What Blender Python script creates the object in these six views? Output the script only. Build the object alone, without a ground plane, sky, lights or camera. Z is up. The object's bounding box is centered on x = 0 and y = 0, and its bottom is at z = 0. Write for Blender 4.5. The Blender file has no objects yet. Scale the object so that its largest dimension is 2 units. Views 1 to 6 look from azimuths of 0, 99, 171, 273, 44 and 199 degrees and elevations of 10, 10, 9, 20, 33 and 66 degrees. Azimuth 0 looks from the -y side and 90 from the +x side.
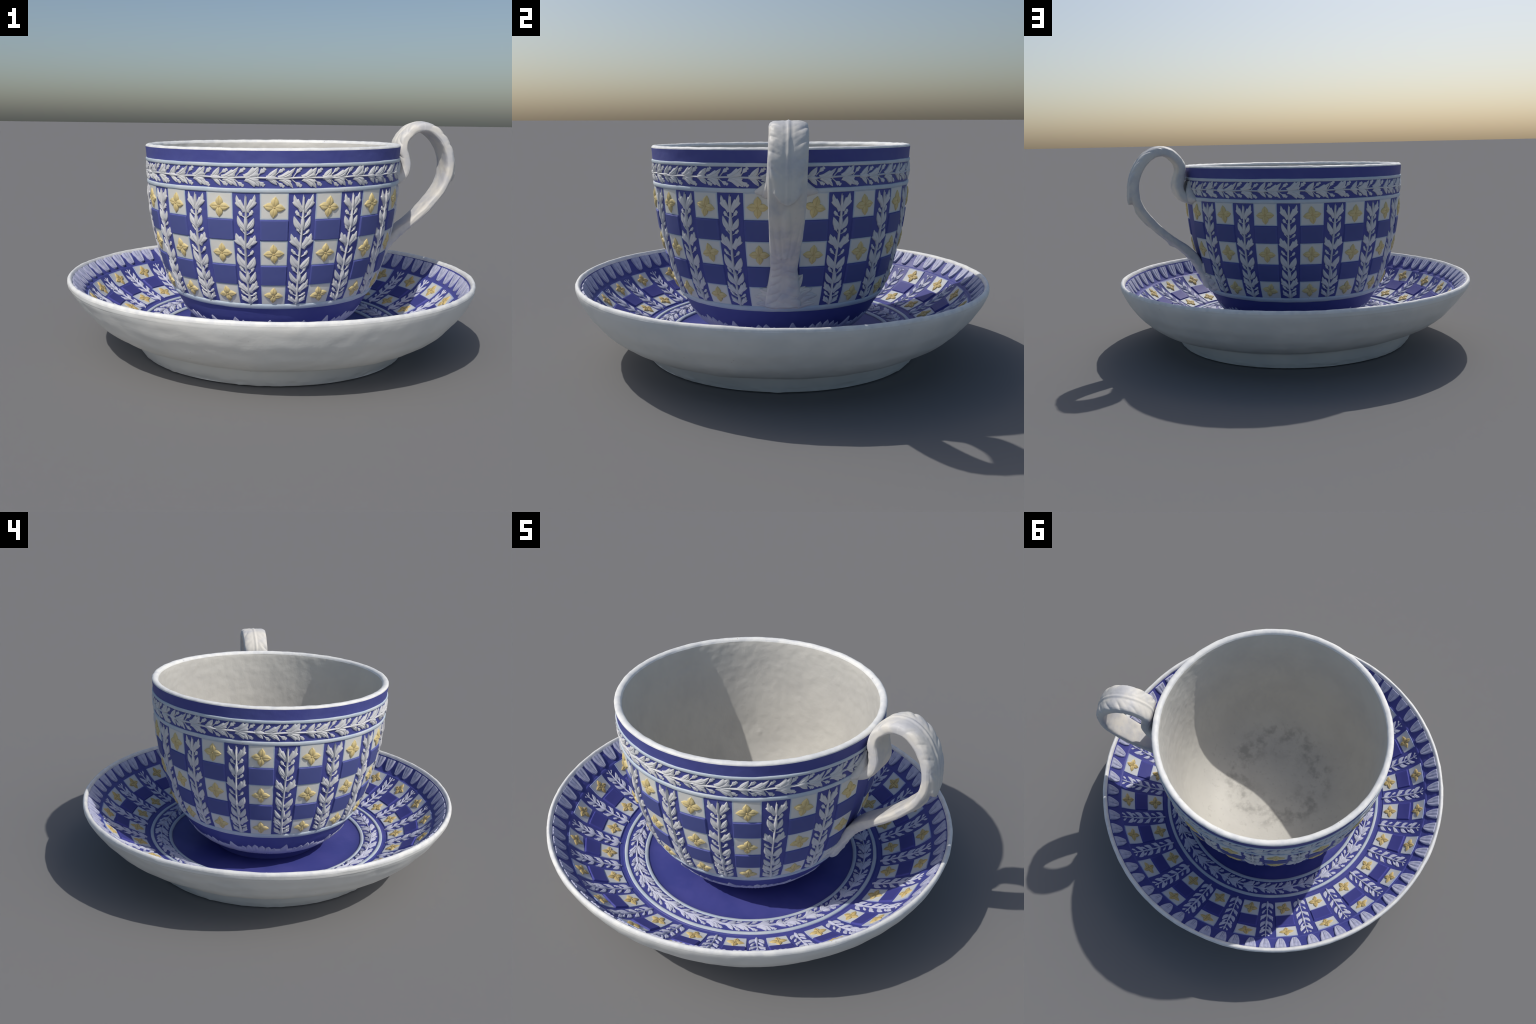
"""A blue jasper-style teacup on its saucer: turned bodies of revolution, with moulded
white laurel sprigs, square panels and yellow four-petalled flowers laid on the surface."""
import bpy, math, random
import numpy as np
from mathutils import Vector, Matrix, noise

random.seed(7)
np.random.seed(7)
TAU = 2 * math.pi
COLL = bpy.context.scene.collection

# ------------------------------------------------------------------ helpers
def spline(pts, n=16):
    """Centripetal Catmull-Rom through control points; a doubled point makes a corner."""
    P = [np.array(p, float) for p in pts]
    out, run = [], [P[0]]
    def flush(run):
        if len(run) < 2:
            return
        R = [2 * run[0] - run[1]] + run + [2 * run[-1] - run[-2]]
        for i in range(1, len(R) - 2):
            p0, p1, p2, p3 = R[i - 1:i + 3]
            t0 = 0.0
            t1 = t0 + max(np.linalg.norm(p1 - p0), 1e-9) ** .5
            t2 = t1 + max(np.linalg.norm(p2 - p1), 1e-9) ** .5
            t3 = t2 + max(np.linalg.norm(p3 - p2), 1e-9) ** .5
            for t in np.linspace(t1, t2, n, endpoint=False):
                a1 = (t1 - t) / (t1 - t0) * p0 + (t - t0) / (t1 - t0) * p1
                a2 = (t2 - t) / (t2 - t1) * p1 + (t - t1) / (t2 - t1) * p2
                a3 = (t3 - t) / (t3 - t2) * p2 + (t - t2) / (t3 - t2) * p3
                b1 = (t2 - t) / (t2 - t0) * a1 + (t - t0) / (t2 - t0) * a2
                b2 = (t3 - t) / (t3 - t1) * a2 + (t - t1) / (t3 - t1) * a3
                out.append((t2 - t) / (t2 - t1) * b1 + (t - t1) / (t2 - t1) * b2)
    for p in P[1:]:
        if np.linalg.norm(p - run[-1]) < 1e-9:
            flush(run)
            run = [p]
        else:
            run.append(p)
    flush(run)
    out.append(P[-1])
    return np.array(out)


def new_object(name, verts, faces, mat, parent=None, sharp=40):
    me = bpy.data.meshes.new(name)
    me.from_pydata([tuple(v) for v in verts], [], faces)
    me.materials.append(mat)
    me.shade_smooth()
    if sharp:
        me.set_sharp_from_angle(angle=math.radians(sharp))
    me.update()
    ob = bpy.data.objects.new(name, me)
    COLL.objects.link(ob)
    ob.parent = parent
    return ob


def copy_object(ob, parent=None):
    c = ob.copy()
    COLL.objects.link(c)
    c.parent = parent if parent is not None else ob.parent
    return c


def grid_faces(nu, nv, base=0, wrap=False):
    f = []
    for i in range(nu - 1):
        for j in range(nv if wrap else nv - 1):
            k = (j + 1) % nv
            f.append((base + i * nv + j, base + i * nv + k, base + (i + 1) * nv + k, base + (i + 1) * nv + j))
    return f


class Shell:
    """A profile (r, z) turned about the z axis; maps (arc across, arc along, height) onto it."""

    def __init__(self, pts, side, n=24):
        self.p = spline(pts, n)
        d = np.diff(self.p, axis=0)
        self.s = np.concatenate([[0], np.cumsum(np.hypot(d[:, 0], d[:, 1]))])
        t = np.gradient(self.p, self.s, axis=0)
        t /= np.linalg.norm(t, axis=1)[:, None]
        self.n = np.stack([t[:, 1], -t[:, 0]], 1) * side
        self.t = t

    def s_of_z(self, z):
        return float(np.interp(z, self.p[:, 1], self.s))

    def s_of_r(self, r):
        return float(np.interp(r, self.p[:, 0], self.s))

    def at(self, s):
        r = np.interp(s, self.s, self.p[:, 0]); z = np.interp(s, self.s, self.p[:, 1])
        nr = np.interp(s, self.s, self.n[:, 0]); nz = np.interp(s, self.s, self.n[:, 1])
        return r, z, nr, nz

    def map(self, theta, s0, abh):
        abh = np.asarray(abh, float)
        r, z, nr, nz = self.at(s0 + abh[:, 1])
        ang = theta + abh[:, 0] / np.maximum(r, 1e-3)
        R = r + nr * abh[:, 2]
        return np.stack([R * np.cos(ang), R * np.sin(ang), z + nz * abh[:, 2]], 1)

    def frame(self, s0):
        r, z, nr, nz = self.at(s0)
        N = Vector((nr, 0, nz)); X = Vector((0, 1, 0)); Y = N.cross(X)
        M = Matrix((X, Y, N)).transposed().to_4x4()
        M.translation = Vector((r, 0, z))
        return M


def wob(p, scale, amp, seed=0.0):
    return amp * noise.noise(Vector((p[0] * scale + seed, p[1] * scale - seed, p[2] * scale + 3 * seed)))


def revolve(parts, parent, seg=256, shift=None, sag=None):
    """Turn one closed wall made of several zones and split it where the zones meet.
    parts: (name, profile, material, bump, sharp angle); zones share their border points, and each
    zone's bump (an offset along the profile normal) fades into its neighbours'."""
    rows, own, span = [], [], []
    for k, (nm, prof, mat, bump, sharp) in enumerate(parts):
        prof = [np.asarray(p, float) for p in prof]
        if rows:
            prof = prof[1:]
        start = len(rows) - 1 if rows else 0
        rows += prof
        own += [k] * len(prof)
        span.append((start, len(rows) - 1))
    P = np.array(rows)
    t = np.gradient(P, axis=0)
    t /= np.maximum(np.linalg.norm(t, axis=1), 1e-9)[:, None]
    nrm = np.stack([t[:, 1], -t[:, 0]], 1)
    W = np.zeros((len(P), len(parts)))
    W[np.arange(len(P)), own] = 1
    K = np.ones(7) / 7
    W = np.stack([np.convolve(np.pad(W[:, k], 3, mode="edge"), K, mode="valid") for k in range(len(parts))], 1)
    grid = np.zeros((len(P), seg, 3))
    for i, ((r, z), (nr, nz)) in enumerate(zip(P, nrm)):
        act = [(W[i, k], parts[k][3]) for k in range(len(parts)) if W[i, k] > 1e-6 and parts[k][3]]
        for j in range(seg):
            ang = TAU * j / seg
            x, y = math.cos(ang), math.sin(ang)
            d = sum(w * f(r * x, r * y, z) for w, f in act)
            rr, zz = r + nr * d, z + nz * d
            ox, oy = shift(zz) if shift else (0, 0)
            if sag:
                zz += sag(rr, zz, ang, nz)
            grid[i, j] = (rr * x + ox, rr * y + oy, zz)
    obs = []
    for (nm, _, mat, _, sharp), (i0, i1) in zip(parts, span):
        V = grid[i0:i1 + 1].reshape(-1, 3)
        obs.append(new_object(nm, V, grid_faces(i1 - i0 + 1, seg, wrap=True), mat, parent, sharp))
    return obs


# ------------------------------------------------------------------ node materials
def srgb(r, g, b):
    f = lambda c: c / 12.92 if c <= .04045 else ((c + .055) / 1.055) ** 2.4
    return (f(r / 255), f(g / 255), f(b / 255), 1)


class Nodes:
    def __init__(self, name, rough=.6, spec=.3):
        self.m = bpy.data.materials.new(name)
        self.m.use_nodes = True
        self.t = self.m.node_tree
        self.bsdf = self.t.nodes["Principled BSDF"]
        self.bsdf.inputs["Roughness"].default_value = rough
        self.bsdf.inputs["Specular IOR Level"].default_value = spec
        self.tc = self.t.nodes.new("ShaderNodeTexCoord")

    def link(self, a, b):
        self.t.links.new(a, b)

    def noise(self, scale, detail=4, rough=.55, coord="Object"):
        n = self.t.nodes.new("ShaderNodeTexNoise")
        n.inputs["Scale"].default_value = scale
        n.inputs["Detail"].default_value = detail
        n.inputs["Roughness"].default_value = rough
        self.link(self.tc.outputs[coord], n.inputs["Vector"])
        return n.outputs["Fac"]

    def voronoi(self, scale, coord="Object", rand=1.0):
        n = self.t.nodes.new("ShaderNodeTexVoronoi")
        n.inputs["Scale"].default_value = scale
        n.inputs["Randomness"].default_value = rand
        self.link(self.tc.outputs[coord], n.inputs["Vector"])
        return n.outputs["Distance"]

    def ramp(self, fac, lo, hi, a=0.0, b=1.0):
        n = self.t.nodes.new("ShaderNodeMapRange")
        n.clamp = True
        n.interpolation_type = "SMOOTHSTEP"
        for k, v in (("From Min", lo), ("From Max", hi), ("To Min", a), ("To Max", b)):
            n.inputs[k].default_value = v
        self.link(fac, n.inputs["Value"])
        return n.outputs["Result"]

    def math(self, op, a, b=None):
        n = self.t.nodes.new("ShaderNodeMath")
        n.operation = op
        for i, v in enumerate((a, b)):
            if v is None:
                continue
            if isinstance(v, (int, float)):
                n.inputs[i].default_value = v
            else:
                self.link(v, n.inputs[i])
        return n.outputs[0]

    def xyz(self, coord="Object"):
        n = self.t.nodes.new("ShaderNodeSeparateXYZ")
        self.link(self.tc.outputs[coord], n.inputs[0])
        return n.outputs

    def mix(self, fac, a, b):
        n = self.t.nodes.new("ShaderNodeMix")
        n.data_type = "RGBA"
        for sock, v in ((n.inputs["Factor"], fac), (n.inputs["A"], a), (n.inputs["B"], b)):
            if isinstance(v, (tuple, list, float, int)):
                sock.default_value = v
            else:
                self.link(v, sock)
        return n.outputs["Result"]

    def color(self, c):
        self.link(c, self.bsdf.inputs["Base Color"])

    def bump(self, h, strength=.2, dist=.004):
        n = self.t.nodes.new("ShaderNodeBump")
        n.inputs["Strength"].default_value = strength
        n.inputs["Distance"].default_value = dist
        self.link(h, n.inputs["Height"])
        self.link(n.outputs["Normal"], self.bsdf.inputs["Normal"])


def plain(name, base, vary, scale=6, rough=.6, specks=0.0, speck_col=srgb(120, 90, 60), grain=.15, spec=.3):
    """Biscuit ware: a base colour drifting to a second one, a little grain, a few specks."""
    k = Nodes(name, rough, spec)
    c = k.mix(k.ramp(k.noise(scale, 5), .38, .66), base, vary)
    if specks:
        spot = k.math("MULTIPLY", k.ramp(k.voronoi(34), .0, .16, 1, 0), k.ramp(k.noise(9, 2), .56, .70, 0, specks))
        c = k.mix(spot, c, speck_col)
    k.color(c)
    k.bump(k.noise(70, 4), grain)
    return k.m


BLUE = srgb(75, 80, 150)
BLUE2 = srgb(67, 70, 143)
mat_cup_blue = plain("blue_jasper_cup", BLUE, srgb(82, 88, 154), 5, .55)
mat_saucer_blue = plain("blue_jasper_saucer", srgb(68, 73, 145), srgb(78, 80, 152), 5, .5)
mat_relief = plain("white_relief", srgb(212, 212, 212), srgb(202, 204, 207), 8, .6)
mat_relief_saucer = plain("lavender_white_relief", srgb(196, 199, 218), srgb(206, 208, 221), 8, .6)
mat_band = plain("bluish_white_band", srgb(184, 198, 210), srgb(200, 208, 214), 9, .6, .5)
mat_foot_leaf = plain("mauve_white_relief", srgb(184, 186, 212), srgb(194, 196, 214), 9, .6)
mat_handle = plain("warm_white_handle", srgb(222, 218, 209), srgb(200, 200, 201), 11, .5, .45, srgb(160, 158, 152))
mat_rim = plain("white_rim", srgb(236, 236, 232), srgb(222, 223, 223), 22, .5, .55)
mat_under = plain("white_underside", srgb(232, 232, 228), srgb(222, 224, 222), 4, .5, .35)


def lining_material():
    k = Nodes("warm_white_lining", .5)
    x, y, z = k.xyz()
    c = k.mix(k.ramp(k.noise(5, 5), .35, .7), srgb(202, 200, 193), srgb(195, 193, 187))
    dx, dy = k.math("ADD", x, .0), k.math("ADD", y, .10)
    rad = k.math("SQRT", k.math("ADD", k.math("MULTIPLY", dx, dx), k.math("MULTIPLY", dy, dy)))
    ring = k.math("MULTIPLY", k.ramp(rad, .08, .24), k.ramp(rad, .29, .36, 1, 0))
    low = k.ramp(z, .26, .32, 1, 0)
    stain = k.math("MULTIPLY", k.ramp(k.noise(14, 3, .6), .42, .70), k.math("MULTIPLY", ring, low))
    fine = k.math("MULTIPLY", k.ramp(k.noise(38, 2), .58, .72), k.math("MULTIPLY", low, .22))
    c = k.mix(k.math("MULTIPLY", stain, .55), c, srgb(134, 132, 128))
    c = k.mix(fine, c, srgb(150, 147, 140))
    k.color(c)
    k.bump(k.noise(28, 5), .35, .006)
    return k.m


def panel_material(name, mid, edge, soft=.09, lump=.25):
    """A square panel: the middle colour with the neighbouring glaze bleeding in at its edges."""
    k = Nodes(name, .6)
    x, y, z = k.xyz("Generated")
    ex = k.math("MINIMUM", x, k.math("SUBTRACT", 1.0, x))
    ey = k.math("MINIMUM", y, k.math("SUBTRACT", 1.0, y))
    d = k.math("MINIMUM", ex, ey)
    d = k.math("ADD", d, k.math("MULTIPLY", k.math("SUBTRACT", k.noise(25, 2), .5), .05))
    c = k.mix(k.ramp(d, 0, soft), edge, mid)
    k.color(c)
    k.bump(k.noise(18, 4), lump, .008)
    return k.m


mat_white_panel = panel_material("white_panel_cup", srgb(216, 216, 210), srgb(172, 190, 210))
mat_white_panel_saucer = panel_material("white_panel_saucer", srgb(208, 211, 212), srgb(150, 165, 208), .1, .12)
mat_blue_panel = panel_material("blue_panel_cup", srgb(81, 89, 147), srgb(84, 91, 158), .12, .15)
mat_blue_panel_saucer = panel_material("blue_panel_saucer", srgb(66, 68, 140), srgb(78, 80, 162), .14, .15)


def flower_material(name, base, vary, groove, amount):
    k = Nodes(name, .55)
    x, y, z = k.xyz()
    ax, ay = k.math("ABSOLUTE", x), k.math("ABSOLUTE", y)
    vein = k.ramp(k.math("MINIMUM", ax, ay), .0004, .0020, 1, 0)
    far = k.ramp(k.math("MAXIMUM", ax, ay), .030, .038, 1, 0)
    c = k.mix(k.ramp(k.noise(30, 3), .4, .65), base, vary)
    c = k.mix(k.math("MULTIPLY", k.math("MULTIPLY", vein, far), amount), c, groove)
    k.color(c)
    k.bump(k.noise(120, 3), .15, .002)
    return k.m


mat_flower = flower_material("yellow_flower_cup", srgb(218, 200, 146), srgb(210, 191, 134), srgb(184, 157, 102), .5)
mat_flower_saucer = flower_material("yellow_flower_saucer", srgb(210, 188, 130), srgb(202, 178, 118), srgb(112, 94, 62), .65)


def petal_material():
    k = Nodes("lavender_rim_petal", .6)
    x, y, z = k.xyz()
    line = k.ramp(k.math("ABSOLUTE", k.math("SUBTRACT", k.math("ABSOLUTE", x), .0045)), .0006, .0026, 1, 0)
    line = k.math("MULTIPLY", line, k.ramp(y, -.026, -.008))
    c = k.mix(k.ramp(k.noise(35, 3), .4, .65), srgb(192, 194, 216), srgb(176, 180, 208))
    c = k.mix(k.math("MULTIPLY", line, .6), c, srgb(100, 104, 140))
    k.color(c)
    k.bump(k.noise(90, 3), .2, .003)
    return k.m


mat_rim_petal = petal_material()
mat_lining = lining_material()

# ------------------------------------------------------------------ relief elements in (across, along, height)
def w_plain(s):
    return math.sin(math.pi * min(1, s) ** .82) ** .8 if 0 < s < 1 else 0.0


def w_petal(s):
    if s <= 0 or s >= 1:
        return 0.0
    return .46 + .54 * math.sin(math.pi / 2 * s / .45) if s < .45 else 1 - ((s - .45) / .55) ** 1.7


def w_tooth(s):
    """Half width of a leaf whose end is cut into three points."""
    if s <= 0 or s >= 1:
        return 0.0
    if s < .56:
        return .35 + .65 * math.sin(math.pi / 2 * min(1, s / .50)) ** 1.1
    if s < .60:
        return 1.0 - .46 * (s - .56) / .04
    return .54 * (1 - ((s - .60) / .40) ** 1.8)


def w_sprig(s):
    if s <= 0 or s >= 1:
        return 0.0
    if s < .42:
        return .26
    u = (s - .42) / .58
    w = .26 + .9 * math.sin(math.pi * u ** .8) ** .9
    if .45 < u < .62:
        w *= .62
    return w


def leaf(base, tip, hw, H, kind=w_plain, bend=0.0, ns=17, vein=.3, sweep=.0, base_w=.0, pts=None):
    """A small domed leaf: widening rows along a bent midrib, steep rims sunk into the ground."""
    b, t = np.array(base, float), np.array(tip, float)
    d = t - b
    L = np.linalg.norm(d)
    d /= L
    q = np.array([-d[1], d[0]])
    cs = [-1, -.9, -.62, -.22, 0, .22, .62, .9, 1]
    V = []
    for i in range(ns + 1):
        s = i / ns
        w = max(kind(s), base_w * (1 - s) ** 2, .02) * hw
        mid = b + d * L * s + q * bend * L * math.sin(math.pi * s)
        lift = (.45 + .55 * math.sin(math.pi * min(1, s * 1.05) ** .8)) if s < .97 else .35
        for c in cs:
            a = abs(c)
            h = H * lift * (1 - .42 * a ** 2)
            if a > .95:
                h = -.003
            elif a > .8:
                h *= .82
            if c == 0 and .08 < s < .9:
                h -= vein * H
            p = mid + q * c * w + d * sweep * a * w * (1 if .1 < s < .98 else 0)
            V.append((p[0], p[1], h))
    F = grid_faces(ns + 1, len(cs))
    # close both ends down to the ground
    n = len(V)
    for row in (0, ns):
        for j in range(len(cs)):
            v = V[row * len(cs) + j]
            V.append((v[0], v[1], -.003))
    m = len(cs)
    for e, row in enumerate((0, ns)):
        for j in range(m - 1):
            f = (row * m + j, row * m + j + 1, n + e * m + j + 1, n + e * m + j)
            F.append(f[::-1] if row == 0 else f)
    return V, F


def strand(path, hw, H, ns=None):
    """A rounded stalk along a path of (across, along)."""
    P = spline(path, 6) if len(path) > 2 else np.array(path, float)
    t = np.gradient(P, axis=0)
    t /= np.linalg.norm(t, axis=1)[:, None]
    V = []
    prof = [(-1, -.003), (-.8, .55 * H), (0, H), (.8, .55 * H), (1, -.003)]
    for p, d in zip(P, t):
        q = np.array([-d[1], d[0]])
        for c, h in prof:
            e = p + q * c * hw
            V.append((e[0], e[1], h))
    return V, grid_faces(len(P), len(prof))


def join(parts):
    V, F = [], []
    for v, f in parts:
        o = len(V)
        V += list(v)
        F += [tuple(o + i for i in g) for g in f]
    return V, F


# ------------------------------------------------------------------ SAUCER
saucer = bpy.data.objects.new("saucer", None)
COLL.objects.link(saucer)
saucer["label"] = "deep white saucer, blue inside with white laurel and yellow flowers"
saucer["category"] = "saucer"


def saucer_shift(z):
    return .0045 - .019 * max(0, min(z, .37)), -.0022 + .005 * max(0, min(z, .37))


def sstep(x, a, b):
    t = max(0.0, min(1.0, (x - a) / (b - a)))
    return t * t * (3 - 2 * t)


SAG = math.radians(-38)         # the wall of the saucer sags on this side and stands high opposite


def sag_in(r, a):
    """Warping of the thrown wall, inside face."""
    g = sstep(r, .52, .72) * (1 - sstep(r, .925, .978))
    return -g * (.0115 + .0095 * math.cos(a - SAG)) + .006 * sstep(r, .86, .91) * (1 - sstep(r, .945, .975)) * (1 - .6 * math.cos(a))


def sag_out(z, a):
    g = sstep(z, .015, .085) * (1 - sstep(z, .27, .365))
    return g * (.0035 - .0110 * math.cos(a + math.radians(18)))


bowl_pts = [(.0, .0765), (.20, .0765), (.33, .0775), (.42, .0815), (.490, .0860), (.515, .0905), (.531, .0960), (.555, .107), (.594, .121),
            (.632, .132), (.655, .1375), (.678, .144), (.713, .158), (.79, .197), (.862, .246), (.9095, .292),
            (.940, .322), (.9717, .358)]
bowl = Shell(bowl_pts, -1)


def step(x, a, w):
    return 0.5 + 0.5 * math.tanh((x - a) / w)


def bowl_bump(x, y, z):
    r = math.hypot(x, y)
    d = -.0035 * step(r, .9105, .0012) - .004 * (step(r, .655, .001) - step(r, .6765, .001))
    d = -d
    d += wob((x, y, z), 9, .0007, 2.0)
    if r > .9:
        d += wob((x, y, z), 55, .0018, 5.0)
    return d


def densify(P, h):
    out = [P[0]]
    for a, b in zip(P[:-1], P[1:]):
        k = max(1, int(np.linalg.norm(b - a) / h))
        for i in range(1, k + 1):
            out.append(a + (b - a) * i / k)
    return np.array(out)


SEG = 320
bp = densify(bowl.p, .004)
bp = bp[bp[:, 0] > .0005]

rim_pts = [(.9717, .358), (.9760, .3675), (.9835, .3755), (.9910, .3745), (.9965, .3680), (.9980, .3600)]
under_pts = [(.9980, .3600), (.9950, .345), (.987, .325), (.9735, .30), (.949, .26), (.918, .222), (.887, .186),
             (.846, .151), (.800, .121), (.760, .1035), (.722, .0925), (.706, .0880)]
foot_pts = [(.706, .0880), (.700, .083), (.690, .065), (.674, .035), (.660, .012), (.654, .003), (.648, .0005), (.630, .0005),
            (.622, .004), (.612, .024), (.600, .034), (.560, .036), (.3, .036), (.001, .036)]


def rim_bump(x, y, z):
    return wob((x, y, z), 5, .003, 8.0) + wob((x, y, z), 26, .0016, 4.0)


def under_bump(x, y, z):
    return wob((x, y, z), 5, .003, 8.0) + wob((x, y, z), 16, .0022, 9.0) + .4 * wob((x, y, z), 26, .0016, 4.0)


def foot_bump(x, y, z):
    d = wob((x, y, z), 5, .003, 8.0) + wob((x, y, z), 16, .0022, 9.0)
    if z < .03:
        d = d * z / .03 if z < .004 else d + wob((x, y, z), 30, .003, 3.0)
    return d


def saucer_sag(r, z, a, nz):
    if r > .972 and z > .34:
        return 0.0
    if z < .036 and r < .64:
        return 0.0
    return sag_in(r, a) if nz < 0 and z > .04 and not (r > .6 and z < .08) else sag_out(z, a)


revolve([("bowl", bp, mat_saucer_blue, bowl_bump, 50), ("rim", spline(rim_pts, 5), mat_rim, rim_bump, 0),
         ("underside", spline(under_pts, 8), mat_under, under_bump, 0), ("foot_ring", spline(foot_pts, 5), mat_under, foot_bump, 40)],
        saucer, SEG, saucer_shift, saucer_sag)


def ring_band(name, shell, s0, s1, H, mat, parent, shift=None, seg=256, seed=1.0, ragged=.0012):
    V = []
    prof = [(0, -.003), (.04, .45), (.16, .85), (.35, 1), (.65, 1), (.84, .85), (.96, .45), (1, -.003)]
    for u, h in prof:
        for j in range(seg):
            a = TAU * j / seg
            e = ragged * noise.noise(Vector((math.cos(a) * 9, math.sin(a) * 9, seed + (3 if u > .5 else 0))))
            g = 1 + .2 * noise.noise(Vector((math.cos(a) * 7, math.sin(a) * 7, seed + 9)))
            s = s0 + u * (s1 - s0) + e
            r, z, nr, nz = shell.at(s)
            hh = h if h < 0 else h * H * g
            R, Z = r + nr * hh, z + nz * hh
            ox, oy = shift(Z) if shift else (0, 0)
            if shift:
                Z += sag_in(R, a)
            V.append((R * math.cos(a) + ox, R * math.sin(a) + oy, Z))
    return new_object(name, V, grid_faces(len(prof), seg, wrap=True), mat, parent, 60)


ring_band("white_ring", bowl, bowl.s_of_r(.5305), bowl.s_of_r(.549), .0055, mat_band, saucer, saucer_shift, 256, 2)
ring_band("white_ring", bowl, bowl.s_of_r(.632), bowl.s_of_r(.650), .0055, mat_band, saucer, saucer_shift, 256, 5)


def patch(shell, s_lo, s_hi, half_angle, H, bev, na=14, nb=14):
    """A raised tile lying on the shell between two parallels, with soft rims; local frame at its middle."""
    s0 = .5 * (s_lo + s_hi)
    us = [-1, -1 + .02] + list(np.linspace(-1 + bev, 1 - bev, na)) + [1 - .02, 1]
    V = []
    r0 = shell.at(s0)[0]
    for v in us:
        s = s0 + v * .5 * (s_hi - s_lo)
        r = shell.at(s)[0]
        for u in us:
            m = max(abs(u), abs(v))
            h = -.002 if m > .999 else H * (.55 if m > 1 - bev + 1e-6 else 1.0)
            V.append((u * half_angle * r, s - s0, h))
    F = grid_faces(len(us), len(us))
    W = shell.map(0, s0, V)
    M = shell.frame(s0)
    inv = M.inverted()
    W = [tuple(inv @ Vector(w)) for w in W]
    return W, F, M


def flower_mesh(R, H, hw, shell, s0, up=.0015):
    parts = []
    for k in range(4):
        a = k * math.pi / 2
        d = (math.cos(a), math.sin(a))
        parts.append(leaf((d[0] * .002, d[1] * .002), (d[0] * R, d[1] * R), hw * 1.12, H, w_petal, 0, 14, .2))
    n = 10
    V = [(0, 0, H * .95)]
    for rr, h in ((.0030, .85), (.0045, .55), (.0052, .3)):
        for j in range(n):
            V.append((rr * math.cos(TAU * j / n), rr * math.sin(TAU * j / n), h * H))
    F = [(0, 1 + j, 1 + (j + 1) % n) for j in range(n)]
    for i in range(2):
        for j in range(n):
            k = (j + 1) % n
            F.append((1 + i * n + j, 1 + (i + 1) * n + j, 1 + (i + 1) * n + k, 1 + i * n + k))
    parts.append((V, F))
    V, F = join(parts)
    V = [(x, y, h + up if h > 0 else h) for x, y, h in V]
    M = shell.frame(s0)
    inv = M.inverted()
    W = shell.map(0, s0, V)
    return [tuple(inv @ Vector(w)) for w in W], F, M


def rz(a):
    return Matrix.Rotation(a, 4, "Z")


N_COL = 24
def saucer_az(k):
    """Azimuth of the k-th chequer column: the hand-laid spacing drifts a little round the saucer."""
    a = 10 + 15 * k
    return math.radians(a + .4 * (1 - math.cos(math.radians(a - 109))) / 2)


def place(ob, theta, M, z, spin=0.0):
    """Set a piece on the saucer's inside at an azimuth, following the warp (a drop and a small tip)."""
    ox, oy = saucer_shift(z)
    p = M.translation
    r = math.hypot(p.x, p.y) if p.length > 1e-6 else .79
    d0, d1, d2 = sag_in(r - .04, theta), sag_in(r, theta), sag_in(r + .04, theta)
    ang = math.atan2(d2 - d0, .08)
    piv = Vector((r, 0, p.z if p.length > 1e-6 else .2))
    M = Matrix.Translation((0, 0, d1)) @ Matrix.Translation(piv) @ Matrix.Rotation(-ang, 4, "Y") @ Matrix.Translation(-piv) @ M
    ob.matrix_local = Matrix.Translation((ox, oy, 0)) @ rz(theta) @ M @ rz(spin)


S_TONG = bowl.s_of_r(.9095)
S_IN = bowl.s_of_r(.678)
S_OUTSQ = bowl.s_of_r(.836)
S_INSQ = bowl.s_of_r(.768)
HALF = math.radians(3.9)


def ring_of(name, V, F, M, mat, parent, angles, zref, spins=None, sharp=40, skip=()):
    first = None
    obs = []
    for k, a in enumerate(angles):
        if k in skip:
            continue
        if first is None:
            first = new_object(name, V, F, mat, parent, sharp)
            ob = first
        else:
            ob = copy_object(first)
        if parent is saucer:
            place(ob, a, M, zref, spins[k] if spins else 0)
        else:
            ob.matrix_local = rz(a) @ M @ rz(spins[k] if spins else 0)
        obs.append(ob)
    return obs


cols = [saucer_az(k) for k in range(N_COL)]
mids = [.5 * (saucer_az(k) + saucer_az(k + 1)) for k in range(N_COL)]
rnd = random.Random(3)
V, F, M = patch(bowl, S_OUTSQ, S_TONG - .001, HALF, .0032, .03)
ring_of("white_panel", V, F, M, mat_white_panel_saucer, saucer, cols, .27)
V, F, M = patch(bowl, S_IN + .001, S_INSQ, HALF, .0032, .03)
ring_of("white_panel", V, F, M, mat_white_panel_saucer, saucer, cols, .16)
V, F, M = patch(bowl, S_INSQ, S_OUTSQ, HALF * .98, .0075, .09)
ring_of("blue_panel", V, F, M, mat_blue_panel_saucer, saucer, cols, .2)
spin = lambda amt: [rnd.gauss(0, amt) for _ in range(N_COL)]
V, F, M = flower_mesh(.0410, .0080, .0128, bowl, .5 * (S_OUTSQ + S_TONG), .003)
ring_of("flower", V, F, M, mat_flower_saucer, saucer, cols, .27, spin(.16))
V, F, M = flower_mesh(.0400, .0080, .0124, bowl, .5 * (S_IN + S_INSQ), .003)
ring_of("flower", V, F, M, mat_flower_saucer, saucer, cols, .16, spin(.16))


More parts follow.
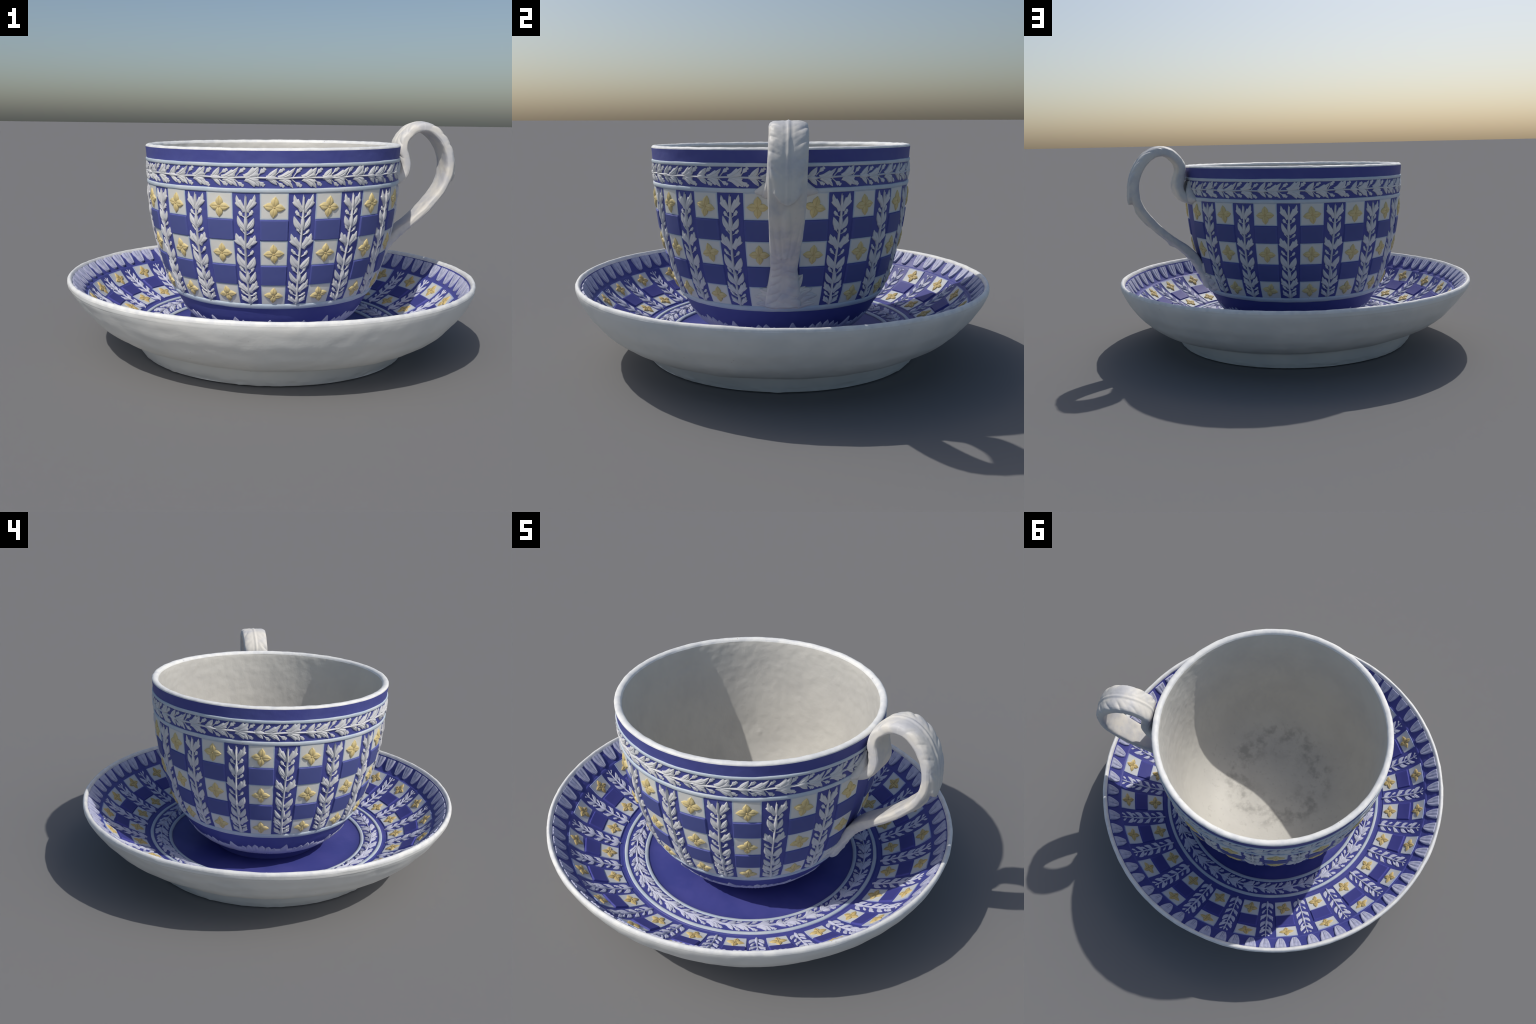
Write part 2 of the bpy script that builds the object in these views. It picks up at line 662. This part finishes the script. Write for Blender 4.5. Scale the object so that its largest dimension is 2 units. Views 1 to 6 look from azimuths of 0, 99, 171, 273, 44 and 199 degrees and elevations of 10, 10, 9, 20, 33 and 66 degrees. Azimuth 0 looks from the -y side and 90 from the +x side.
def saucer_branch():
    L = S_TONG - S_IN + .008
    s0 = S_IN - .006
    W = .0345
    P = []
    def pair(t0, t1, w, hw, kind, H=.009, sweep=.25):
        for sg in (-1, 1):
            P.append(leaf((sg * .002, t0 * L), (sg * w * W, (t1 + rnd.uniform(-.022, .022)) * L), hw * rnd.uniform(.66, .86), H * .55, kind, -sg * .12, 14, .22, sweep * 2 if kind is w_tooth else 0, .45))
    def sprigs(t0, t1, w):
        for sg in (-1, 1):
            P.append(leaf((sg * .002, t0 * L), (sg * w * W, (t1 + rnd.uniform(-.01, .01)) * L), .0065, .006, w_sprig, -sg * .06, 10, .1, .3))
    P.append(strand([(0, 0), (.001, .4 * L), (-.001, .75 * L), (0, .97 * L)], .0036, .006))
    pair(.045, .195, .95, .0145, w_plain)
    P.append(leaf((0, .0), (0, .2 * L), .0085, .010, w_plain, 0, 8, .1))
    sprigs(.18, .295, .80)
    pair(.325, .485, 1.0, .0150, w_tooth)
    pair(.50, .655, .95, .0140, w_plain)
    P.append(leaf((0, .45 * L), (0, .66 * L), .0075, .010, w_plain, 0, 8, .1))
    sprigs(.62, .74, .80)
    pair(.715, .875, .98, .0150, w_plain)
    sprigs(.87, .985, .70)
    P.append(leaf((0, .82 * L), (0, 1.0 * L), .005, .006, w_plain, 0, 8, .1))
    V, F = join(P)
    return bowl.map(0, s0, V), F


for variant in range(4):
    V, F = saucer_branch()
    ring_of("laurel_branch", V, F, Matrix.Identity(4), mat_relief_saucer, saucer, mids[variant::4], .21)


def wreath_cell(P, length, up=1.0):
    """One repeat of the running laurel wreath: bud pair, sprigs, leaf pair, sprigs, broad toothed pair, sprigs.
    Drawn along +a with +b upward, all in metres."""
    k = length / 1750.0
    X = lambda x: (x - 130) * k
    Y = lambda y: (590 - y) * k * up
    def lf(x0, y0, x1, y1, hw, kind, H, bend=0.0, vein=.28, sweep=0.0):
        j = lambda: rnd.uniform(-32, 32)
        P.append(leaf((X(x0), Y(y0)), (X(x1 + j()), Y(y1 + j())), hw * k * rnd.uniform(1.05, 1.3), H * .72, kind, bend * up, 17, vein, sweep * 2.2, .8 if kind is not w_sprig else 0))
    lf(120, 590, 490, 595, 62, w_plain, .013, 0, .05)
    lf(150, 575, 430, 285, 78, w_plain, .010, -.08)
    lf(190, 620, 425, 830, 62, w_plain, .010, .08)
    lf(370, 540, 655, 320, 50, w_sprig, .007, .05, .1, .3)
    lf(380, 640, 645, 835, 50, w_sprig, .007, -.05, .1, .3)
    lf(500, 590, 1005, 285, 98, w_tooth, .011, -.10, .28, .25)
    lf(540, 610, 955, 875, 95, w_tooth, .011, .10, .28, .25)
    lf(930, 570, 1210, 300, 52, w_sprig, .007, .05, .1, .3)
    lf(880, 620, 1205, 830, 52, w_sprig, .007, -.05, .1, .3)
    lf(1235, 585, 1650, 255, 128, w_tooth, .012, -.10, .28, .35)
    lf(1250, 605, 1680, 880, 118, w_tooth, .012, .10, .28, .35)
    lf(1590, 580, 1865, 305, 54, w_sprig, .007, .05, .1, .3)
    lf(1570, 615, 1835, 855, 54, w_sprig, .007, -.05, .1, .3)
    P.append(strand([(X(130), 0), (X(600), Y(605)), (X(1200), Y(580)), (X(1880), 0)], 32 * k, .0075))


def wreath(shell, s_mid, n, radius, up, phase):
    parts = []
    cell = TAU * radius / n
    for i in range(n):
        P = []
        wreath_cell(P, cell, up)
        V, F = join(P)
        V = [(a * 1.0, b, h) for a, b, h in V]
        abh = np.array(V)
        r = shell.at(s_mid + abh[:, 1])[0]
        abh[:, 0] *= r / radius
        parts.append((shell.map(phase + TAU * i / n, s_mid, abh), F))
    return join(parts)


s_mid = bowl.s_of_r(.5905)
V, F = wreath(bowl, s_mid, 16, .5905, -.95, math.radians(12))
ox, oy = saucer_shift(.103)
V = [(v[0] + ox, v[1] + oy, v[2] + sag_in(math.hypot(v[0], v[1]), math.atan2(v[1], v[0]))) for v in V]
new_object("laurel_wreath", V, F, mat_relief_saucer, saucer)["kind"] = "stuff"


def rim_petal():
    """A fluted tongue hanging from the rim, blunt at the rim and pointed inward."""
    L = bowl.s_of_r(.9715) - bowl.s_of_r(.9145)
    hw = .0335
    V = []
    cs = list(np.linspace(-1, 1, 17))
    ns = 14
    for i in range(ns + 1):
        s = min(1.0, i / (ns - 1.0)) if i < ns else 1.0     # 0 at the point, 1 at the rim
        w = hw * min(1.0, (math.sin(min(1, s * 1.02) * math.pi / 2) ** .55)) * (1 - .04 * s) + .0006
        for c in cs:
            h = .0065 * (1 - .2 * c * c) + .0014 * math.cos(c * 3 * math.pi) * min(1, 2.2 * s)
            if abs(c) > .99:
                h = -.006
            if i == 0 or i == ns:
                h = -.006
            V.append((c * w, (s - .5) * L + (.0015 if i == ns else 0), h - .0015))
    F = grid_faces(ns + 1, len(cs))
    s0 = bowl.s_of_r(.9715) - .5 * L
    M = bowl.frame(s0)
    inv = M.inverted()
    return [tuple(inv @ Vector(w)) for w in bowl.map(0, s0, V)], F, M


V, F, M = rim_petal()
pet = []
for k in range(N_COL):
    for j in (-1, 0, 1):
        pet.append(mids[k] + math.radians(5.0 * j + rnd.gauss(0, .22)))
ring_of("rim_petal", V, F, M, mat_rim_petal, saucer, pet, .33, [rnd.gauss(0, .03) for _ in pet])

# ------------------------------------------------------------------ CUP
cup = bpy.data.objects.new("teacup", None)
COLL.objects.link(cup)
cup["label"] = "blue teacup with white laurel columns, chequer panels, yellow flowers, scroll handle"
cup["category"] = "teacup"
cup.matrix_world = Matrix.Translation((.008, .0005, 0)) @ Matrix.Rotation(.007, 4, "X") @ Matrix.Rotation(-.0095, 4, "Y")
CUP_M = cup.matrix_world.copy()

body_pts = [(.280, .0793), (.293, .0793), (.2965, .0835), (.303, .104), (.314, .124), (.331, .139), (.352, .151),
            (.375, .166), (.400, .185), (.424, .2075), (.448, .2375), (.466, .2675), (.482, .2975), (.498, .3275),
            (.512, .3575), (.525, .3875), (.534, .4175), (.5435, .4475), (.559, .5075), (.574, .5675), (.5825, .6075),
            (.5945, .6875), (.601, .75), (.607, .83), (.6105, .90), (.6125, .95), (.615, .985), (.6165, 1.0015)]
body = Shell(body_pts, 1)


def body_bump(x, y, z):
    return wob((x, y, z), 8, .0014, 11.0) + (wob((x, y, z), 40, .0008, 12.0) if z > .3 else 0)


lip_pts = [(.6165, 1.0015), (.6150, 1.0065), (.6080, 1.0115), (.5980, 1.0120), (.5880, 1.0070), (.5830, .9980)]
lining_pts = [(.5830, .9980), (.5805, .985), (.578, .95), (.573, .86), (.565, .75), (.550, .62), (.529, .50), (.499, .40),
              (.455, .312), (.393, .247), (.315, .207), (.220, .187), (.110, .182), (.001, .181)]


def lip_bump(x, y, z):
    return wob((x, y, z), 24, .0016, 14.0) + wob((x, y, z), 70, .0006, 15.0)


def lining_bump(x, y, z):
    k = .3 + .7 * (z > .35)
    d = wob((x, y, z), 7, .002, 21.0) + k * wob((x, y, z), 26, .0020, 22.0) + k * wob((x, y, z), 60, .0008, 23.0)
    for px, py, pz, sz_, amp in ((-.341, .394, .485, .013, .008), (.546, -.107, .749, .012, .006), (.527, .178, .784, .009, .004), (-.178, .525, .704, .009, .004)):
        q = ((x - px) ** 2 + (y - py) ** 2 + (z - pz) ** 2) / sz_ ** 2
        if q < 8:
            d += amp * math.exp(-q)
    return d


base_pts = spline([(.001, .104), (.242, .104), (.266, .094), (.276, .0800), (.280, .0793)], 5)
revolve([("base", base_pts, mat_cup_blue, None, 30), ("body", densify(body.p, .006), mat_cup_blue, body_bump, 30),
         ("lip", spline(lip_pts, 5), mat_rim, lip_bump, 0), ("lining", densify(spline(lining_pts, 10), .012), mat_lining, lining_bump, 0)], cup, 384)

Z = dict(b1t=.950, b1b=.9336, b2t=.8469, b2b=.8269, s1b=.714, s2t=.6247, s2b=.512, s3t=.4216, s3b=.3275, b3b=.302)
sz = body.s_of_z
ring_band("white_band", body, sz(Z["b1b"]), sz(Z["b1t"]), .0050, mat_band, cup, None, 256, 11, .0016)
ring_band("white_band", body, sz(Z["b2b"]), sz(Z["b2t"]), .0055, mat_band, cup, None, 256, 14, .0014)
ring_band("white_band", body, sz(Z["b3b"]), sz(Z["s3b"]), .0065, mat_band, cup, None, 256, 17, .0014)

N_CUP = 16
PH = math.radians(-90.9)
ccols = [PH + TAU * k / N_CUP for k in range(N_CUP)]
cmids = [PH + TAU * (k + .5) / N_CUP for k in range(N_CUP)]
H_COL = 4            # the handle stands on this laurel column
HALF_C = math.radians(5.8)
rows = [(Z["s1b"], Z["b2b"] + .004), (Z["s2b"], Z["s2t"]), (Z["s3b"] - .004, Z["s3t"])]
for lo, hi in rows:
    V, F, M = patch(body, sz(lo), sz(hi), HALF_C, .0014, .03)
    ring_of("white_panel", V, F, M, mat_white_panel, cup, ccols, 0)
for lo, hi in ((Z["s2t"], Z["s1b"]), (Z["s3t"], Z["s2b"])):
    V, F, M = patch(body, sz(lo), sz(hi), HALF_C * 1.01, .0060, .07)
    ring_of("blue_panel", V, F, M, mat_blue_panel, cup, ccols, 0)
crnd = random.Random(5)
for (zc, R, skip) in ((.768, .046, ()), (.566, .0435, ()), (.372, .040, (4, 5))):
    V, F, M = flower_mesh(R, .0090, R * .335, body, sz(zc))
    for v in range(1):
        ring_of("flower", V, F, M, mat_flower, cup, ccols, 0, [crnd.gauss(0, .10) for _ in ccols], 40, skip)


# laurel columns: stalk, buds and sprigs as one moulding, with its leaves as parts of their own
def cup_branch():
    z0, z1 = .3300, .8235
    s0, s1 = sz(z0), sz(z1)
    L = s1 - s0
    U = L / 1430.0                       # the drawing is 1430 units tall
    T = lambda y: (1490 - y) * U
    A = lambda x: x * U * .83
    stem, leaves = [], []
    J = lambda d=13: crnd.uniform(-d, d)
    def pair(y0, yl, xl, yr, xr, hw, kind, H=.012, bend=.10):
        for sg, y1, x1 in ((-1, yl, xl), (1, yr, xr)):
            leaves.append(leaf((sg * A(3), T(y0 + J(6))), (sg * A(x1 + J()), T(y1 + J())), A(hw * crnd.uniform(1.28, 1.55)), H * .68, kind, -sg * bend, 17, .2, .75 if kind is w_tooth else 0, .9))
    def sprigs(y0, yl, xl, yr, xr, hw=17):
        for sg, y1, x1 in ((-1, yl, xl), (1, yr, xr)):
            stem.append(leaf((sg * A(5), T(y0)), (sg * A(x1 + J(10)), T(y1 + J(14))), A(hw * 1.15), .0065, w_sprig, -sg * .08, 10, .1, .35))
    def bud(y0, y1, hw):
        stem.append(leaf((0, T(y0)), (0, T(y1)), A(hw), .0115, w_plain, 0, 9, .08))
    stem.append(strand([(0, T(1490)), (A(-14), T(1200)), (A(-22), T(900)), (A(-12), T(600)), (A(4), T(300)), (A(6), T(90))], A(17), .0085))
    pair(265, 72, 128, 66, 142, 40, w_tooth)
    bud(260, 66, 16)
    sprigs(350, 268, 100, 258, 104, 23)
    pair(490, 335, 120, 338, 108, 30, w_plain)
    bud(490, 290, 28)
    sprigs(555, 425, 92, 482, 112, 18)
    pair(715, 540, 148, 548, 132, 44, w_tooth)
    sprigs(830, 718, 140, 742, 104, 20)
    pair(985, 802, 148, 836, 120, 36, w_plain)
    sprigs(1070, 955, 118, 962, 96, 20)
    pair(1185, 1035, 138, 1044, 108, 28, w_plain)
    bud(1170, 1020, 27)
    pair(1310, 1150, 138, 1150, 126, 36, w_tooth)
    sprigs(1375, 1282, 122, 1306, 114, 18)
    pair(1475, 1358, 124, 1364, 116, 28, w_tooth)
    bud(1490, 1330, 25)
    return s0, join(stem), leaves


for variant in range(4):
    s0, (V, F), leaves = cup_branch()
    branch_first, leaf_first = None, []
    for k in range(variant, N_CUP, 4):
        if k == H_COL:
            continue
        if branch_first is None:
            branch_first = br = new_object("laurel_branch", body.map(0, s0, V), F, mat_relief, cup)
            leaf_first = [new_object("leaf", body.map(0, s0, lv), lfc, mat_relief, br) for lv, lfc in leaves]
        else:
            br = copy_object(branch_first, cup)
            for lf_ob in leaf_first:
                copy_object(lf_ob, br)
        br.matrix_local = rz(cmids[k] + math.radians(crnd.gauss(0, .15)))

V, F = wreath(body, sz(.5 * (Z["b2t"] + Z["b1b"])), 16, .611, .98, math.radians(-90 - 4.0))
new_object("laurel_wreath", V, F, mat_relief, cup)["kind"] = "stuff"

def w_blunt(t):
    return math.sin(math.pi * min(1, max(0, t)) ** .55) ** .42 if 0 < t < 1 else 0.0


# ruffle of acanthus tips round the underside
def ruffle():
    out = []
    q = random.Random(12)
    for k in range(10):
        a0 = math.radians(159 + 36 * k)
        lean = 1 if k % 2 == 0 else -1
        P = [leaf((lean * .034, -.020), (-lean * .004, .136 + q.uniform(-.006, .006)), .066, .010, lambda t: 1 - .93 * t if t < 1 else .05, lean * .06, 14, .12, 0, 0)]
        P.append(leaf((lean * .055, -.020), (lean * .045, .076), .030, .009, w_blunt, 0, 9, .1, 0, 1.0))
        out += [(body.map(a0, sz(.150), v), f) for v, f in P]
        c = a0 + math.radians(18)
        big = 1.0 if k % 2 == 0 else .90
        P = []
        for dx, top, hw in ((-.082, .090, .026), (-.050, .104, .027), (-.016, .118, .028), (.020, .114, .028), (.054, .102, .026), (.084, .088, .025)):
            P.append(leaf((dx * .6, -.020), (dx, top * 1.20 * big + q.uniform(-.008, .008)), hw * .95, .010, w_blunt, 0, 9, .2, 0, 1.3))
        out += [(body.map(c, sz(.150), v), f) for v, f in P]
    return join(out)


V, F = ruffle()
ruf = new_object("acanthus_ruffle", V, F, mat_foot_leaf, cup, 55)
ring_band("ruffle_band", body, sz(.142), sz(.206), .0085, mat_foot_leaf, cup, None, 320, 23, .012)

# ------------------------------------------------------------------ HANDLE
PHI = math.radians(10.0)
HX, HN = np.array([math.cos(PHI), math.sin(PHI), 0]), np.array([-math.sin(PHI), math.cos(PHI), 0])
H0 = np.array([0, -.011, 0])
spine = [(.596, .831, .055), (.618, .833, .055), (.660, .858, .057), (.677, .905, .060), (.671, .950, .056), (.663, .990, .050),
         (.667, 1.025, .046), (.692, 1.058, .045), (.722, 1.082, .045), (.762, 1.091, .045), (.803, 1.083, .046),
         (.842, 1.057, .047), (.877, 1.015, .048), (.900, .965, .050), (.909, .915, .050), (.906, .865, .050),
         (.891, .817, .047), (.863, .769, .045), (.827, .726, .045), (.788, .684, .045), (.713, .619, .046),
         (.633, .557, .045), (.583, .502, .043), (.555, .441, .028), (.526, .390, .030), (.512, .342, .022)]
# half width against height, for the downward limb; the upper limb is nearly constant
spine = [(x - .0055 * min(1, max(0, (z - .55) / .2)) if k > 0 else x, z, t) for k, (x, z, t) in enumerate(spine)]
spine = [(x, z, t * (.80 if z > .6 else .95)) for x, z, t in spine]
SP = spline(spine, 16)
tan = np.gradient(SP[:, :2], axis=0)
tan /= np.linalg.norm(tan, axis=1)[:, None]
nor = np.stack([-tan[:, 1], tan[:, 0]], 1)     # left of travel: the outer face
arc = np.concatenate([[0], np.cumsum(np.linalg.norm(np.diff(SP[:, :2], axis=0), axis=1))])
i_top = int(SP[:, 1].argmax())


def half_width(i):
    z, x = SP[i, 1], SP[i, 0]
    if i < i_top:
        w = np.interp(arc[i], [0, .09, .16, .26, .40], [.095, .076, .0700, .0715, .0755])
    else:
        w = np.interp(z, [.30, .40, .46, .52, .60, .70, .83, 1.0, 1.1], [.080, .074, .064, .056, .060, .066, .0715, .075, .0755])
    return float(w)


i_tip = next(i for i in range(i_top, len(SP)) if SP[i, 1] < .832)
i_hook = next(i for i in range(len(SP)) if arc[i] > .17)


def scallop(x):
    """Rounded lobes parted by narrow grooves."""
    return abs(math.sin(math.pi * x)) ** .55


def relief(i, c):
    """Height of the moulded acanthus on the outer face at spine row i, position c across (-1..1)."""
    a = arc[i]
    tip = arc[i_tip]
    ac = abs(c)
    side = 0.0 if c > 0 else .37
    grow = sstep(a, arc[i_hook] - .06, arc[i_hook] + .02)
    h = .008 * (1 - c * c)
    if a < tip + .001:
        u = max(0.0, (tip - a) / (tip - arc[i_hook]))          # 0 at the leaf's tip
        edge = .70 * min(1.0, (u * 14) ** .5) + .4 * sstep(u, .10, .34)
        inside = .5 - .5 * math.tanh((ac - edge) / .05)
        lip = .004 + .014 * math.exp(-(u / .10) ** 2)
        rib = .0030 * math.exp(-(c / .055) ** 2) - .0012 * math.exp(-((ac - .17) / .07) ** 2)
        q = .35 * noise.noise(Vector((a * 16, 3 * side, 5)))
        lobes = .0038 * (scallop(a / .058 + .9 * ac + side + q) - .65) * sstep(ac, .30, .75) * min(1, u * 5) * (1.25 + 1.5 * noise.noise(Vector((a * 9, side, 2))))
        veins = .0011 * (scallop(a / .029 + 1.8 * ac + side) - .6) * sstep(ac, .10, .35) * min(1, u * 5)
        h += grow * inside * (lip + rib + lobes + veins)
    else:
        v = (a - tip) / (arc[-1] - tip)                        # 0 below the tip, 1 at the cup
        spear = .0085 * math.exp(-(c / (.10 + .1 * math.sin(math.pi * min(1, v / .26)))) ** 4) * sstep(v, .02, .07) * (1 - sstep(v, .20, .27))
        fan = .0048 * (scallop(3.2 * ac ** .6 + 1.6 * v) - .5) * sstep(v, .10, .2) * (1 - sstep(v, .40, .46)) * sstep(ac, .08, .2)
        knot = .009 * math.exp(-(c / .20) ** 2 - ((v - .46) / .03) ** 2) + .006 * math.exp(-((ac - .34) / .10) ** 2 - ((v - .47) / .03) ** 2)
        leafy = .0060 * (scallop(a / .05 - .8 * ac + side) - .5) * sstep(ac, .1, .4) * sstep(v, .48, .58)
        h += spear + fan + knot + leafy + .006 * max(0, v - .5)
    p = (SP[i, 0] * 1.0, c * .07, SP[i, 1])
    return h + .004 * sstep(SP[i, 1], 1.0, 1.09) + wob(p, 18, .0016, 31.0) + wob(p, 55, .0008, 33.0)


half = [math.copysign(1 - (1 - abs(x)) ** 1.7, x) for x in np.linspace(-1, 1, 49)]
section = [(u, 1) for u in half] + [(u, -1) for u in reversed(half[1:-1])]
NC = len(section)
V = []
for i in range(len(SP)):
    hw, th = half_width(i), SP[i, 2]
    for u, side in section:
        v = (1 - abs(u) ** 7) ** .36                       # a band with well rounded edges
        off = side * v * th * .5
        if side > 0:
            off += relief(i, u) * min(1, v * 1.5)
        else:
            off += wob((SP[i, 0], u * .07, SP[i, 1]), 30, .0015, 41.0)
        pl = SP[i, :2] + nor[i] * off
        w = u * hw + wob((SP[i, 0], side * v, SP[i, 1]), 16, .0014, 43.0)
        lean = .010 * max(0, min(1, (SP[i, 1] - .95) / .15))
        V.append(tuple(H0 + HX * pl[0] + HN * (w + lean) + np.array([0, 0, pl[1]])))
F = grid_faces(len(SP), NC, wrap=True)
F.append(tuple(range(NC)))
F.append(tuple(range((len(SP) - 1) * NC, len(SP) * NC))[::-1])
inv = CUP_M.inverted()
V = [tuple(inv @ Vector(v)) for v in V]
handle = new_object("handle", V, F, mat_handle, cup, 0)

# where the handle grows out of the wall: side wings above, spreading acanthus below
parts = []
th0 = cmids[H_COL]
for sg in (-1, 1):
    parts.append(body.map(th0, sz(.842), leaf((sg * .015, .026), (sg * .128, -.010), .062, .034, lambda s: (1 - s) ** 1.1 + .14 if s < 1 else .1, sg * -.06, 16, .0, 0, 0)[0]))
wf = leaf((0, 0), (1, 0), .1, .03, w_plain, 0, 16)[1]
V, F = join([(p, wf) for p in parts])
new_object("wing", V, F, mat_handle, handle)
w_scroll = lambda t: math.sin(math.pi * min(1, max(0, t)) ** .62) ** .55 if 0 < t < 1 else 0.0
P = []
for sg in (-1, 1):
    P.append(leaf((sg * .03, -.002), (sg * .112, .088), .034, .020, w_scroll, sg * .26, 16, .22, 0, .6))
    P.append(leaf((sg * .03, -.006), (sg * .134, .052), .036, .013, w_scroll, sg * .24, 16, .25, 0, .6))
    P.append(leaf((sg * .03, -.010), (sg * .128, .012), .022, .010, w_scroll, sg * .10, 14, .2, 0, .6))
    P.append(leaf((sg * .02, .015), (sg * .082, .102), .030, .022, w_tooth, sg * .10, 14, .3, .3, .6))
    P.append(leaf((sg * .02, .070), (sg * .070, .158), .030, .020, w_plain, sg * .08, 14, .3, .0, .6))
P.append(leaf((0, -.008), (0, .17), .066, .026, w_plain, 0, 16, .1, 0, 1.0))
V, F = join(P)
new_object("acanthus_leaf", body.map(th0, sz(.333), V), F, mat_handle, handle)
